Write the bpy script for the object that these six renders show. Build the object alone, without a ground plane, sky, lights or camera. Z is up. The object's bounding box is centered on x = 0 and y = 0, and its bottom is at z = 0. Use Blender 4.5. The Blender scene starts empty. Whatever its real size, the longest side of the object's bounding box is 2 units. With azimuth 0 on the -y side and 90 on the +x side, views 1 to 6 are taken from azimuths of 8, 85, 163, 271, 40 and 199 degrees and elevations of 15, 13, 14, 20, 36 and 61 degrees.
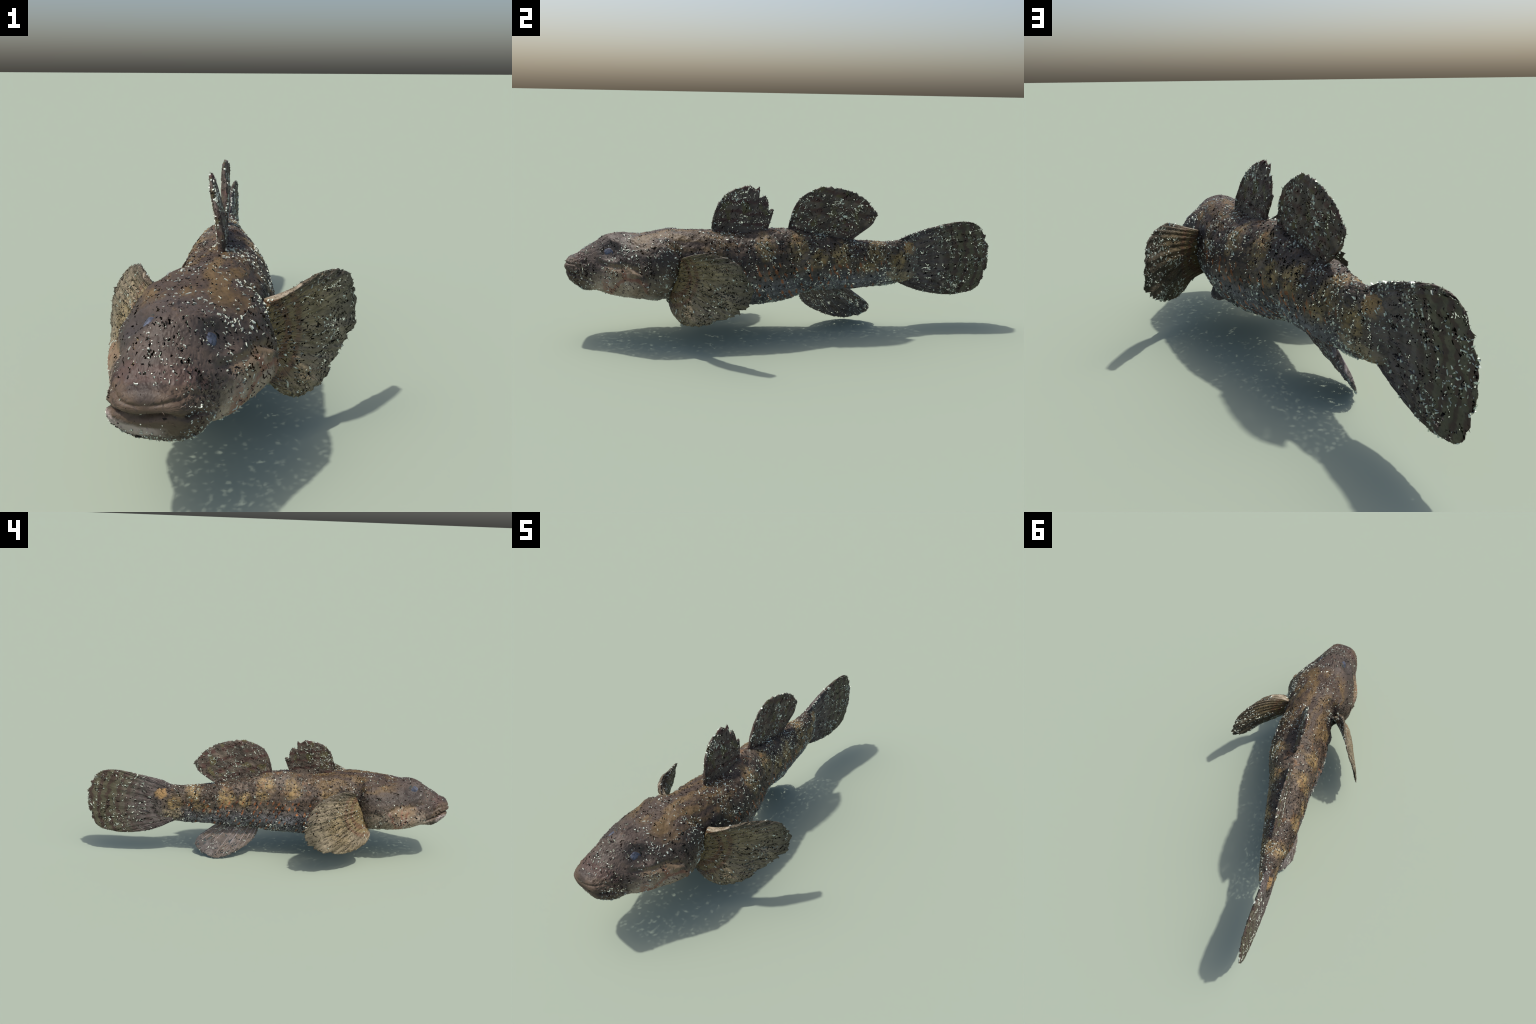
# A bottom-dwelling freshwater goby, built part by part: a lofted body that is
# divided into anatomical regions, paddle and sail fins with rays, eyes, and
# the shards and gaps of its broken shell, with chips painted light and dark.
import bpy, math, random
import numpy as np
from mathutils import Vector, noise

RNG = np.random.default_rng(7)
random.seed(7)

# ------------------------------------------------------------------ helpers
def hermite(xs, ys, q):
    """smooth curve through stations (xs, ys) read at q"""
    xs, ys, q = np.asarray(xs, float), np.asarray(ys, float), np.asarray(q, float)
    h = np.diff(xs)
    d = np.diff(ys) / h
    m = np.empty_like(ys)
    m[0], m[-1] = d[0], d[-1]
    m[1:-1] = (d[:-1] * h[1:] + d[1:] * h[:-1]) / (h[1:] + h[:-1])
    i = np.clip(np.searchsorted(xs, q) - 1, 0, len(h) - 1)
    t = np.clip((q - xs[i]) / h[i], 0, 1)
    t2, t3 = t * t, t * t * t
    return ((2 * t3 - 3 * t2 + 1) * ys[i] + (t3 - 2 * t2 + t) * h[i] * m[i]
            + (-2 * t3 + 3 * t2) * ys[i + 1] + (t3 - t2) * h[i] * m[i + 1])

def sstep(a, b, x):
    t = np.clip((x - a) / (b - a), 0, 1)
    return t * t * (3 - 2 * t)

def bump(x, c, w):
    return np.exp(-((x - c) / w) ** 2)

def fbm(P, scale, seed=0.0):
    o = Vector((seed, seed * 1.7, -seed))
    return np.array([noise.noise(Vector(p) * scale + o) for p in P])

def curve_through(pts, n):
    """n points evenly spaced along a smooth curve through pts"""
    pts = np.asarray(pts, float)
    t = np.concatenate([[0], np.cumsum(np.linalg.norm(np.diff(pts, axis=0), axis=1))])
    tt = np.linspace(0, t[-1], n)
    return np.stack([hermite(t, pts[:, k], tt) for k in range(3)], 1)

def make_object(name, verts, faces, mats, parent=None, smooth=True, face_mat=None, normals=None):
    me = bpy.data.meshes.new(name)
    me.from_pydata([tuple(v) for v in verts], [], [tuple(int(i) for i in f) for f in faces])
    for m in (mats if isinstance(mats, (list, tuple)) else [mats]):
        me.materials.append(m)
    me.polygons.foreach_set("use_smooth", [smooth] * len(me.polygons))
    if face_mat is not None:
        me.polygons.foreach_set("material_index", [int(i) for i in face_mat])
    me.update()
    if normals is not None:
        me.normals_split_custom_set_from_vertices([tuple(n) for n in normals])
    ob = bpy.data.objects.new(name, me)
    bpy.context.scene.collection.objects.link(ob)
    if parent is not None:
        ob.parent = parent
    return ob

# ------------------------------------------------------- node shorthand
class Val:
    """a socket with arithmetic, so that colour masks read as formulas"""
    def __init__(self, tree, sock):
        self.t, self.s = tree, sock
    def _m(self, op, *others, clamp=False):
        n = self.t.nodes.new("ShaderNodeMath")
        n.operation, n.use_clamp = op, clamp
        for i, v in enumerate((self,) + others):
            if isinstance(v, Val):
                self.t.links.new(v.s, n.inputs[i])
            else:
                n.inputs[i].default_value = v
        return Val(self.t, n.outputs[0])
    def __add__(self, o): return self._m("ADD", o)
    __radd__ = __add__
    def __sub__(self, o): return self._m("SUBTRACT", o)
    def __rsub__(self, o): return self._m("MULTIPLY", -1.0)._m("ADD", o)
    def __mul__(self, o): return self._m("MULTIPLY", o)
    __rmul__ = __mul__
    def __truediv__(self, o): return self._m("DIVIDE", o)
    def sin(self): return self._m("SINE")
    def floor(self): return self._m("FLOOR")
    def fract(self): return self._m("FRACT")
    def abs(self): return self._m("ABSOLUTE")
    def pow(self, e): return self._m("POWER", e)
    def sqrt(self): return self._m("SQRT")
    def max(self, o): return self._m("MAXIMUM", o)
    def min(self, o): return self._m("MINIMUM", o)
    def mod2(self): return (self * 0.5).fract() * 2.0
    def clamp(self): return self._m("ADD", 0.0, clamp=True)
    def atan2(self, o): return self._m("ARCTAN2", o)
    def step(self, a, b):
        """smooth 0..1 ramp from a to b (a may exceed b)"""
        n = self.t.nodes.new("ShaderNodeMapRange")
        n.interpolation_type = "SMOOTHSTEP"
        lo, hi, r0, r1 = (a, b, 0.0, 1.0) if a < b else (b, a, 1.0, 0.0)
        n.inputs["From Min"].default_value, n.inputs["From Max"].default_value = lo, hi
        n.inputs["To Min"].default_value, n.inputs["To Max"].default_value = r0, r1
        self.t.links.new(self.s, n.inputs["Value"])
        return Val(self.t, n.outputs["Result"])

class Shader:
    def __init__(self, name):
        self.mat = bpy.data.materials.new(name)
        self.mat.use_nodes = True
        self.t = self.mat.node_tree
        self.bsdf = self.t.nodes["Principled BSDF"]
        tc = self.t.nodes.new("ShaderNodeTexCoord")
        self.co = tc.outputs["Object"]
        sp = self.t.nodes.new("ShaderNodeSeparateXYZ")
        self.t.links.new(self.co, sp.inputs[0])
        self.x, self.y, self.z = (Val(self.t, sp.outputs[i]) for i in range(3))
    def vec(self, x, y, z):
        n = self.t.nodes.new("ShaderNodeCombineXYZ")
        for i, v in enumerate((x, y, z)):
            if isinstance(v, Val):
                self.t.links.new(v.s, n.inputs[i])
            else:
                n.inputs[i].default_value = v
        return n.outputs[0]
    def noise(self, scale, detail=3, rough=0.55, vec=None, off=0.0):
        n = self.t.nodes.new("ShaderNodeTexNoise")
        n.noise_dimensions = "4D"
        n.inputs["W"].default_value = off
        n.inputs["Scale"].default_value = scale
        n.inputs["Detail"].default_value = detail
        n.inputs["Roughness"].default_value = rough
        self.t.links.new(vec or self.co, n.inputs["Vector"])
        return Val(self.t, n.outputs["Fac"])
    def white(self, vec):
        n = self.t.nodes.new("ShaderNodeTexWhiteNoise")
        n.noise_dimensions = "3D"
        self.t.links.new(vec, n.inputs["Vector"])
        return Val(self.t, n.outputs["Value"])
    def voronoi(self, scale, feature="F1", vec=None, out="Distance"):
        n = self.t.nodes.new("ShaderNodeTexVoronoi")
        n.feature = feature
        n.inputs["Scale"].default_value = scale
        self.t.links.new(vec or self.co, n.inputs["Vector"])
        return Val(self.t, n.outputs[out])
    def mix(self, fac, a, b):
        n = self.t.nodes.new("ShaderNodeMix")
        n.data_type = "RGBA"
        n.clamp_factor = True
        for key, v in ((0, fac), (6, a), (7, b)):
            if isinstance(v, Val):
                self.t.links.new(v.s, n.inputs[key])
            elif isinstance(v, tuple):
                n.inputs[key].default_value = (*v, 1.0)
            elif isinstance(v, (int, float)):
                n.inputs[key].default_value = v
            else:
                self.t.links.new(v, n.inputs[key])
        return n.outputs[2]
    def scale(self, col, f):
        """multiply a colour by a grey value"""
        n = self.t.nodes.new("ShaderNodeMix")
        n.data_type, n.blend_type = "RGBA", "MULTIPLY"
        n.inputs[0].default_value = 1.0
        self.t.links.new(col, n.inputs[6])
        self.t.links.new(f.s, n.inputs[7])
        return n.outputs[2]
    def finish(self, col, rough=0.6, bump_h=None, strength=0.3, dist=0.004, spec=0.3):
        self.t.links.new(col, self.bsdf.inputs["Base Color"])
        if isinstance(rough, Val):
            self.t.links.new(rough.s, self.bsdf.inputs["Roughness"])
        else:
            self.bsdf.inputs["Roughness"].default_value = rough
        self.bsdf.inputs["Specular IOR Level"].default_value = spec
        if bump_h is not None:
            b = self.t.nodes.new("ShaderNodeBump")
            b.inputs["Strength"].default_value = strength
            b.inputs["Distance"].default_value = dist
            self.t.links.new(bump_h.s, b.inputs["Height"])
            self.t.links.new(b.outputs[0], self.bsdf.inputs["Normal"])
        return self.mat

SCALE_L, SCALE_H = 0.034, 0.027         # scale pitch along and up the flank

# ---------------------------------------------------------------- materials
def skin_material():
    S = Shader("goby_skin")
    x, y, z = S.x, S.y, S.z
    n_big = S.noise(5, 3, 0.55, off=1.0)
    n_mid = S.noise(16, 4, 0.6, off=2.0)
    n_fine = S.noise(60, 3, 0.6, off=3.0)
    n_break = S.noise(38, 3, 0.65, off=12.0)
    wy = y + (S.noise(14, 2, 0.5, off=4.0) - 0.5) * 0.07       # warped position
    wz = z + (S.noise(14, 2, 0.5, off=5.0) - 0.5) * 0.06
    def blob(cy, cz, ry, rz, soft=0.55):
        a, b = (wy - cy) / ry, (wz - cz) / rz
        return (a * a + b * b + (n_break - 0.5) * 3.4 * soft).step(1.0 + soft, 1.0 - soft)
    brown = S.mix(n_mid.step(0.35, 0.65), (0.050, 0.036, 0.025), (0.100, 0.073, 0.051))
    violet = S.mix(n_mid.step(0.35, 0.65), (0.064, 0.048, 0.035), (0.124, 0.095, 0.070))
    ochre = S.mix(n_mid.step(0.35, 0.7), (0.180, 0.118, 0.045), (0.350, 0.245, 0.105))
    col = S.mix(n_big.step(0.42, 0.6), brown, violet)
    # mottled flank of the trunk and tail: ochre saddles alternate with dark ones
    trunk = y.step(-0.42, -0.30)
    for cy, cz, ry, rz in ((-0.33, 0.40, .055, .06), (-0.12, 0.41, .05, .05), (0.03, 0.41, .05, .06),
                           (0.24, 0.36, .05, .05), (0.42, 0.37, .045, .05), (0.37, 0.28, .05, .05),
                           (0.13, 0.35, .04, .04), (0.52, 0.31, .04, .05)):
        col = S.mix(blob(cy, cz, ry, rz) * n_break.step(0.32, 0.56) * 0.85, col, ochre)
    for cy, cz, ry, rz in ((-0.22, 0.37, .05, .07), (-0.03, 0.36, .05, .06), (0.13, 0.42, .06, .035), (0.33, 0.39, .05, .045),
                           (0.48, 0.36, .045, .07), (0.60, 0.31, .025, .05), (0.44, 0.27, .04, .035), (0.26, 0.43, .05, .02)):
        col = S.mix(blob(cy, cz, ry, rz) * n_break.step(0.30, 0.55) * 0.65, col, (0.054, 0.036, 0.023))
    # cross-wise rusty tint along the ridge of the back
    col = S.mix(S.noise(22, 2, 0.5, off=8.0).step(0.56, 0.66) * trunk * z.step(0.36, 0.42) * 0.55, col, (0.20, 0.105, 0.045))
    # grey belly
    grey = S.mix(n_mid.step(0.35, 0.65), (0.088, 0.088, 0.095), (0.160, 0.162, 0.178))
    low = (z + (n_mid - 0.5) * 0.07 - (y - 0.0) * 0.0).step(0.315, 0.235)
    col = S.mix(low * y.step(-0.52, -0.44) * y.step(0.62, 0.40) * 0.9, col, grey)
    pale_ped = blob(0.57, 0.225, 0.05, 0.04) + blob(0.50, 0.25, 0.03, 0.03) * 0.7
    col = S.mix(pale_ped.clamp() * 0.75, col, (0.36, 0.28, 0.17))
    # scales of the flank: staggered cells with dark rims, some with an orange mark
    zw = z + (S.noise(16, 2, 0.5, off=14.0) - 0.5) * 0.03
    row = (zw / SCALE_H).floor()
    lz = (zw / SCALE_H).fract() - 0.5
    ys = y / SCALE_L + row.mod2() * 0.5 + (n_mid - 0.5) * 1.0
    cell, ly = ys.floor(), ys.fract() - 0.5
    rnd = S.white(S.vec(cell, row, x._m("SIGN")))
    flank = y.step(-0.44, -0.34) * y.step(0.62, 0.52)
    tone = rnd * 0.55 + 0.74
    ring = (ly * ly + lz * lz).sqrt()
    rim = ring.step(0.40, 0.56)
    col = S.mix(flank * rim * 0.42, col, (0.030, 0.025, 0.022))
    r2 = S.white(S.vec(row, cell, x._m("SIGN") + 7.0))
    mark = ((ly + lz * 0.25 + (r2 - 0.5) * 0.5).abs() * 2.1 + (lz + (rnd - 0.5) * 0.4).abs() * 0.6 + (n_break - 0.5) * 1.1).step(0.48, 0.24) * r2.step(0.46, 0.52)
    zone = (z + (n_big - 0.5) * 0.05).step(0.36, 0.33) * z.step(0.15, 0.17) * y.step(-0.36, -0.28) * y.step(0.50, 0.42)
    col = S.mix(mark * zone * 0.85, col, S.mix(rnd, (0.200, 0.062, 0.018), (0.300, 0.110, 0.036)))
    col = S.scale(col, tone * flank + (1.0 - flank))
    # nape: long yellow-brown streaks
    streak = S.noise(1.0, 3, 0.5, vec=S.vec(x * 26.0, y * 9.0, z * 26.0), off=6.0)
    nape = S.mix(streak.step(0.40, 0.62), (0.054, 0.036, 0.025), (0.132, 0.084, 0.034))
    col = S.mix(y.step(-0.74, -0.68) * y.step(-0.14, -0.34) * wz.step(0.385, 0.42) * 0.85, col, nape)
    # head: smooth grey-violet crown, rosy snout, pale cheek and throat
    head = y.step(-0.66, -0.74)
    crown = S.mix(n_big.step(0.4, 0.62), (0.056, 0.042, 0.034), (0.098, 0.072, 0.057))
    crown = S.mix(n_mid.step(0.50, 0.64) * 0.6, crown, (0.036, 0.029, 0.026))
    crown = S.mix(n_break.step(0.58, 0.70) * 0.5, crown, (0.150, 0.100, 0.060))
    col = S.mix(head * 0.9, col, crown)
    col = S.mix(blob(-0.925, 0.365, 0.035, 0.02) * 0.22, col, (0.140, 0.066, 0.055))
    cheek = S.mix(n_mid.step(0.38, 0.66), (0.285, 0.212, 0.150), (0.460, 0.370, 0.295))
    col = S.mix(blob(-0.755, 0.240, 0.120, 0.075, 0.85) * 0.85, col, cheek)
    col = S.mix(blob(-0.73, 0.325, 0.075, 0.030) * 0.55, col, (0.255, 0.175, 0.095))
    throat = wz.step(0.235, 0.185) * y.step(-0.46, -0.54) * y.step(-0.95, -0.85)
    col = S.mix(throat * 0.85, col, S.mix(n_mid, (0.35, 0.305, 0.26), (0.48, 0.43, 0.38)))
    gillcov = blob(-0.585, 0.26, 0.07, 0.055)
    col = S.mix(gillcov * 0.6, col, S.mix(n_mid, (0.155, 0.12, 0.085), (0.255, 0.21, 0.15)))
    vein = S.voronoi(10.5, "DISTANCE_TO_EDGE", vec=S.vec(x * 0.3, wy * 0.9, wz * 0.55))
    col = S.mix(vein.step(0.075, 0.02) * blob(-0.72, 0.255, 0.10, 0.075, 0.4) * 0.6, col, (0.22, 0.075, 0.045))
    # dark stripe from the eye to the pectoral base
    band = (z - 0.392 + (y + 0.7) * 0.06 + (n_mid - 0.5) * 0.07).abs().step(0.045, 0.012)
    col = S.mix(band * y.step(-0.86, -0.80) * y.step(-0.28, -0.42) * 0.8, col, (0.046, 0.035, 0.028))
    col = S.mix(blob(-0.41, 0.36, 0.06, 0.05) * 0.85, col, (0.028, 0.022, 0.020))
    col = S.mix(blob(-0.790, 0.405, 0.060, 0.036, 0.5) * 0.7, col, (0.046, 0.037, 0.032))
    # brown lips, pale skin of the lower lip
    col = S.mix(blob(-0.96, 0.30, 0.07, 0.055, 0.3) * 0.5, col, S.mix(n_mid, (0.100, 0.066, 0.040), (0.160, 0.108, 0.066)))
    col = S.mix(n_break.step(0.52, 0.66) * y.step(-0.90, -0.95) * 0.6, col, (0.040, 0.030, 0.026))
    lip = blob(-0.955, 0.262, 0.045, 0.022) * (x * -1.0).step(-0.02, 0.03)
    col = S.mix(lip * 0.7, col, (0.46, 0.38, 0.36))
    col = S.mix(blob(-0.895, 0.345, 0.014, 0.013, 0.3) * 0.8, col, (0.035, 0.02, 0.014))
    # tail root: bright ochre spot bordered by dark
    col = S.mix(blob(0.592, 0.375, 0.030, 0.036, 0.75) * 0.85, col, S.mix(n_fine, (0.27, 0.135, 0.045), (0.43, 0.27, 0.11)))
    hoops = S.noise(1.0, 3, 0.6, vec=S.vec(x * 9.0, y * 52.0, z * 9.0), off=15.0)       # fine streaks round the trunk
    col = S.scale(col, 1.0 + (hoops - 0.5) * 1.1 * trunk)
    col = S.mix(wy.step(0.565, 0.61) * 0.8, col, S.mix(n_mid.step(0.35, 0.65), (0.062, 0.051, 0.046), (0.130, 0.109, 0.100)))
    col = S.mix(blob(0.590, 0.375, 0.028, 0.032, 0.8) * 0.7, col, (0.34, 0.21, 0.085))
    col = S.mix(S.noise(75, 3, 0.65, off=9.0).step(0.58, 0.68) * 0.6, col, (0.022, 0.017, 0.015))
    col = S.scale(col, n_fine * 0.5 + 0.76)
    bump_h = n_fine * 0.6 + S.noise(170, 2, 0.6, off=10.0) * 0.4
    return S.finish(col, 0.55, bump_h, 0.35, 0.004, 0.3)

def fin_material(name, pivot, ax_u, ax_v, membrane, paint, ray_freq=60.0, streak=0.5):
    """membrane colour with streaks along the rays; r and a are polar coordinates about the fin's root"""
    S = Shader(name)
    def dot(v):
        return (S.x - pivot[0]) * v[0] + (S.y - pivot[1]) * v[1] + (S.z - pivot[2]) * v[2]
    u, v = dot(ax_u), dot(ax_v)
    r = (u * u + v * v).sqrt()
    a = v.atan2(u)
    S.r, S.a, S.u, S.v = r, a, u, v
    S.n_mid = S.noise(18, 3, 0.6, off=1.0)
    S.n_big = S.noise(6, 2, 0.5, off=2.0)
    S.lines = S.noise(1.0, 2, 0.5, vec=S.vec(a * ray_freq / 3.0, r * 8.0, 0.0), off=3.0)
    col = S.mix(S.n_mid.step(0.35, 0.65), *membrane)
    col = paint(S, col)
    col = S.scale(col, (S.lines - 0.5) * streak * 2.0 + 1.0)
    col = S.mix(S.noise(75, 3, 0.65, off=5.0).step(0.60, 0.70) * 0.5, col, (0.022, 0.018, 0.015))
    return S.finish(col, 0.6, S.lines + S.noise(90, 2, 0.6, off=6.0) * 0.4, 0.5, 0.005, 0.25)

def painted_lit_ground_material():
    S = Shader("painted_lit_ground")
    col = S.mix(S.noise(30, 2, 0.5), (0.56, 0.61, 0.51), (0.70, 0.75, 0.65))  # albedo raised so chips look as bright as the lit ground
    m = S.finish(col, 0.5, spec=0.4)
    S.bsdf.inputs["Metallic"].default_value = 0.3
    return m

def eye_material():
    S = Shader("goby_eye")
    n = S.noise(45, 2, 0.5)
    iris = S.mix(n, (0.012, 0.022, 0.024), (0.03, 0.05, 0.05))
    blue = S.mix(n.step(0.35, 0.65), (0.034, 0.042, 0.062), (0.105, 0.120, 0.165))
    d = ((S.y + 0.803) * (S.y + 0.803) + (S.z - 0.388) * (S.z - 0.388) * 1.4).sqrt()
    d2 = ((S.y + 0.800) * (S.y + 0.800) + (S.z - 0.414) * (S.z - 0.414) * 1.4).sqrt()
    side = S.x.step(-0.03, -0.02)
    k = d * side + d2 * (1.0 - side)
    col = S.mix(k.step(0.030, 0.026), iris, blue)
    rim = k.step(0.026, 0.029) * k.step(0.034, 0.031)
    col = S.mix(rim * 0.6, col, (0.10, 0.055, 0.02))
    col = S.mix(S.noise(70, 3, 0.6, off=4.0).step(0.54, 0.62) * 0.7, col, (0.02, 0.018, 0.018))
    m = S.finish(col, 0.6, S.noise(80, 2, 0.6), 0.7, 0.005, 0.25)
    return m

def ray_material(name, c0, c1):
    S = Shader(name)
    col = S.mix(S.noise(35, 3, 0.6).step(0.35, 0.65), c0, c1)
    col = S.mix(S.noise(90, 2, 0.6, off=3.0).step(0.58, 0.68) * 0.6, col, (0.03, 0.024, 0.02))
    return S.finish(col, 0.55, spec=0.3)

def painted_gap_shade_material():
    S = Shader("painted_gap_shade")
    return S.finish(S.mix(S.noise(40, 2, 0.5), (0.010, 0.008, 0.007), (0.026, 0.021, 0.018)), 0.75, spec=0.15)

SKIN = skin_material()
PAINTED_GAP_SHADE = painted_gap_shade_material()
PAINTED_LIT_GROUND = painted_lit_ground_material()
EYE = eye_material()

# ------------------------------------------------------------------- body
# stations along the fish: y, centre x, centre z, half width, half height, narrowing towards the back
STATIONS = np.array([
    (-0.999, -.026, .320, .012, .005, .00, .00), (-0.9975, -.026, .319, .036, .014, .00, -.02), (-.993, -.025, .316, .055, .028, .02, -.05),
    (-.985, -.025, .310, .071, .044, .04, -.10), (-.970, -.026, .304, .083, .056, .06, -.12), (-.955, -.027, .301, .092, .065, .08, -.14),
    (-.920, -.028, .300, .105, .090, .14, -.16), (-.860, -.025, .312, .121, .115, .28, -.14),
    (-.800, -.020, .319, .145, .134, .40, -.14), (-.740, -.019, .320, .172, .139, .36, -.12), (-.670, -.012, .318, .196, .142, .28, -.12),
    (-.600, -.009, .321, .197, .150, .22, -.11), (-.550, -.016, .324, .184, .155, .18, -.06), (-.520, -.013, .323, .167, .158, .16, -.04),
    (-.500, -.004, .321, .153, .160, .13, -.04),
    (-.450, .003, .314, .144, .168, .10, .02), (-.400, .000, .307, .146, .175, .10, .0), (-.300, -.009, .299, .155, .175, .14, -.05),
    (-.200, -.019, .297, .159, .169, .18, -.07), (-.100, -.035, .306, .145, .173, .17, -.07), (.000, -.053, .310, .122, .167, .14, -.03),
    (.100, -.075, .314, .110, .142, .10, .0), (.200, -.091, .305, .100, .131, .035, -.01), (.300, -.110, .298, .090, .118, -.01, .0),
    (.400, -.119, .297, .069, .111, -.03, .02), (.500, -.131, .298, .051, .107, -.02, .03), (.550, -.142, .302, .043, .105, -.01, .02),
    (.590, -.150, .305, .034, .100, 0, 0), (.620, -.156, .306, .024, .092, 0, 0), (.650, -.162, .307, .008, .070, 0, 0)])
NY, NT = 400, 216
EXPO = 2.3

def mouth_line(y):
    """height of the closed mouth along the snout, falling to the corner"""
    return np.interp(y, [-1.0, -0.95, -0.90, -0.86], [0.306, 0.300, 0.279, 0.262])

def gill_edge(z):
    """y of the hind edge of the gill cover at height z"""
    return np.interp(z, [0.15, 0.22, 0.30, 0.37, 0.42, 0.47], [-0.60, -0.545, -0.505, -0.495, -0.52, -0.60])

def body_points():
    i = np.linspace(0, 1, NY)
    n0 = 26                                                          # rings crowd together round the blunt muzzle
    ys = np.concatenate([-0.9985 + 0.05 * (1 - np.cos(np.linspace(0, np.pi / 2, n0))), np.linspace(-0.9445, 0.65, NY - n0)])
    th = np.arange(NT) / NT * 2 * np.pi
    Y, TH = np.meshgrid(ys, th, indexing="ij")
    Y = Y + np.where((i[:, None] > 0.065) & (i[:, None] < 0.99), RNG.uniform(-.0013, .0013, Y.shape), 0)
    TH = TH + RNG.uniform(-.009, .009, TH.shape)
    xc, zc, hw, hh, kt, kb = (hermite(STATIONS[:, 0], STATIONS[:, c], Y) for c in range(1, 7))
    c, s = np.cos(TH), np.sin(TH)
    rr = (np.abs(c) ** EXPO + np.abs(s) ** EXPO) ** (-1 / EXPO)
    dx, dz = rr * c, rr * s
    w = hw * (1 - kt * np.maximum(dz, 0) - kb * np.maximum(-dz, 0))
    zz = zc + hh * dz
    floor_z = zc - hh + 0.008 + 0.018 * bump(Y, -0.83, 0.05) + 0.10 * np.maximum(-w * dx, 0)                      # the throat is flattened from beneath
    throat = sstep(-0.93, -0.87, Y) * sstep(-0.42, -0.60, Y)
    soft = floor_z + 0.5 * ((zz - floor_z) + np.sqrt((zz - floor_z) ** 2 + 0.008 ** 2))
    lean = -0.019 * np.maximum(-dz, 0) * sstep(-0.50, -0.35, Y) * sstep(0.35, 0.10, Y)
    P = np.stack([xc + w * dx + lean, Y, zz + throat * (soft - zz)], -1)
    return P, dx, dz, xc, zc, hw, hh

P, DX, DZ, XC, ZC, HW, HH = body_points()

def grid_normals(P):
    a = np.gradient(P, axis=0)
    b = np.roll(P, -1, 1) - np.roll(P, 1, 1)
    n = np.cross(b, a)
    n /= np.linalg.norm(n, axis=-1, keepdims=True) + 1e-12
    return n

N0 = grid_normals(P)
if ((N0[NY // 2] * (P[NY // 2] - P[NY // 2].mean(0))).sum(-1)).mean() < 0:
    N0 = -N0
X, Y, Z = P[..., 0], P[..., 1], P[..., 2]
side = np.sign(X - XC)
d = np.zeros_like(X)
# closed mouth: a deep slit, a hanging upper lip and a groove above it
zm = mouth_line(Y)
front = sstep(-0.845, -0.875, Y)
gape = np.clip(0.75 + 1.1 * fbm(P.reshape(-1, 3), 18, 90.0).reshape(Y.shape), 0.25, 1.2)
lips = -0.022 * gape * front * bump(Z, zm + 0.003 * np.sin(X * 55 + 1), 0.0048)
lips += 0.0012 * front * (bump(Z, zm + 0.012, 0.009) + 1.3 * bump(Z, zm - 0.013, 0.009)) * (1 + 0.8 * fbm(P.reshape(-1, 3), 30, 60.0).reshape(Y.shape))
lips -= 0.0035 * sstep(-0.85, -0.89, Y) * bump(Z, zm + 0.036 + (Y + 0.9) * 0.10 + 0.006 * np.sin(X * 40), 0.004)
# eyes: a raised brow around a shallow socket
EYES = {1: np.array([0.070, -0.783, 0.396]), -1: np.array([-0.108, -0.781, 0.422])}
for sgn, c in EYES.items():
    q = np.sqrt(((Y - c[1]) / 0.046) ** 2 + ((Z - c[2]) / 0.034) ** 2)
    on = (side == sgn)
    d += on * (0.005 * np.exp(-((q - 1.25) / 0.35) ** 2) - 0.009 * np.exp(-(q / 0.85) ** 4))
    d -= on * 0.006 * bump(np.sqrt(((Y + 0.90) / 1.2) ** 2 + (Z - c[2] + 0.05) ** 2), 0.0, 0.010)   # nostril
# cheek swelling, furrow under the eye, step behind the gill cover
d += 0.006 * bump(Y, -0.76, 0.07) * bump(Z, 0.255, 0.06)
d -= 0.007 * bump(Z, 0.345 - 0.10 * (Y + 0.78), 0.011) * sstep(-0.86, -0.82, Y) * sstep(-0.62, -0.70, Y)
d -= 0.006 * bump(Y + 0.25 * (Z - 0.3), -0.655, 0.010) * sstep(0.36, 0.33, Z) * sstep(0.19, 0.24, Z)
ge = gill_edge(Z)
d += 0.008 * sstep(-0.09, -0.004, Y - ge) * sstep(0.012, 0.0, Y - ge) * sstep(0.46, 0.42, Z) * sstep(0.19, 0.26, Z)
d -= 0.010 * bump(Y - ge, 0.016, 0.012) * sstep(0.45, 0.40, Z) * sstep(0.19, 0.26, Z)
# ridge of the cheek plate, a brow in front of each eye
plate = np.sqrt(((Y + 0.735) / 0.105) ** 2 + ((Z - 0.255) / 0.085) ** 2)
d += 0.005 * bump(plate, 1.0, 0.10) * sstep(-0.80, -0.72, Y + 0.6 * (0.30 - Z)) * sstep(0.19, 0.24, Z)
d -= 0.004 * bump(plate, 1.18, 0.08) * sstep(-0.76, -0.70, Y) * sstep(0.19, 0.24, Z)
# folds of the gill membrane on the throat
d += 0.0030 * np.sin((Y * 0.75 + Z) * 2 * np.pi / 0.026) * bump(Y, -0.585, 0.05) * bump(Z, 0.225, 0.05)
# step between head and nape, hump of the crown
d += 0.004 * bump(Y, -0.79, 0.04) * sstep(0.42, 0.45, Z)
d -= 0.003 * bump(Y, -0.735, 0.02) * sstep(0.42, 0.45, Z)
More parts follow.
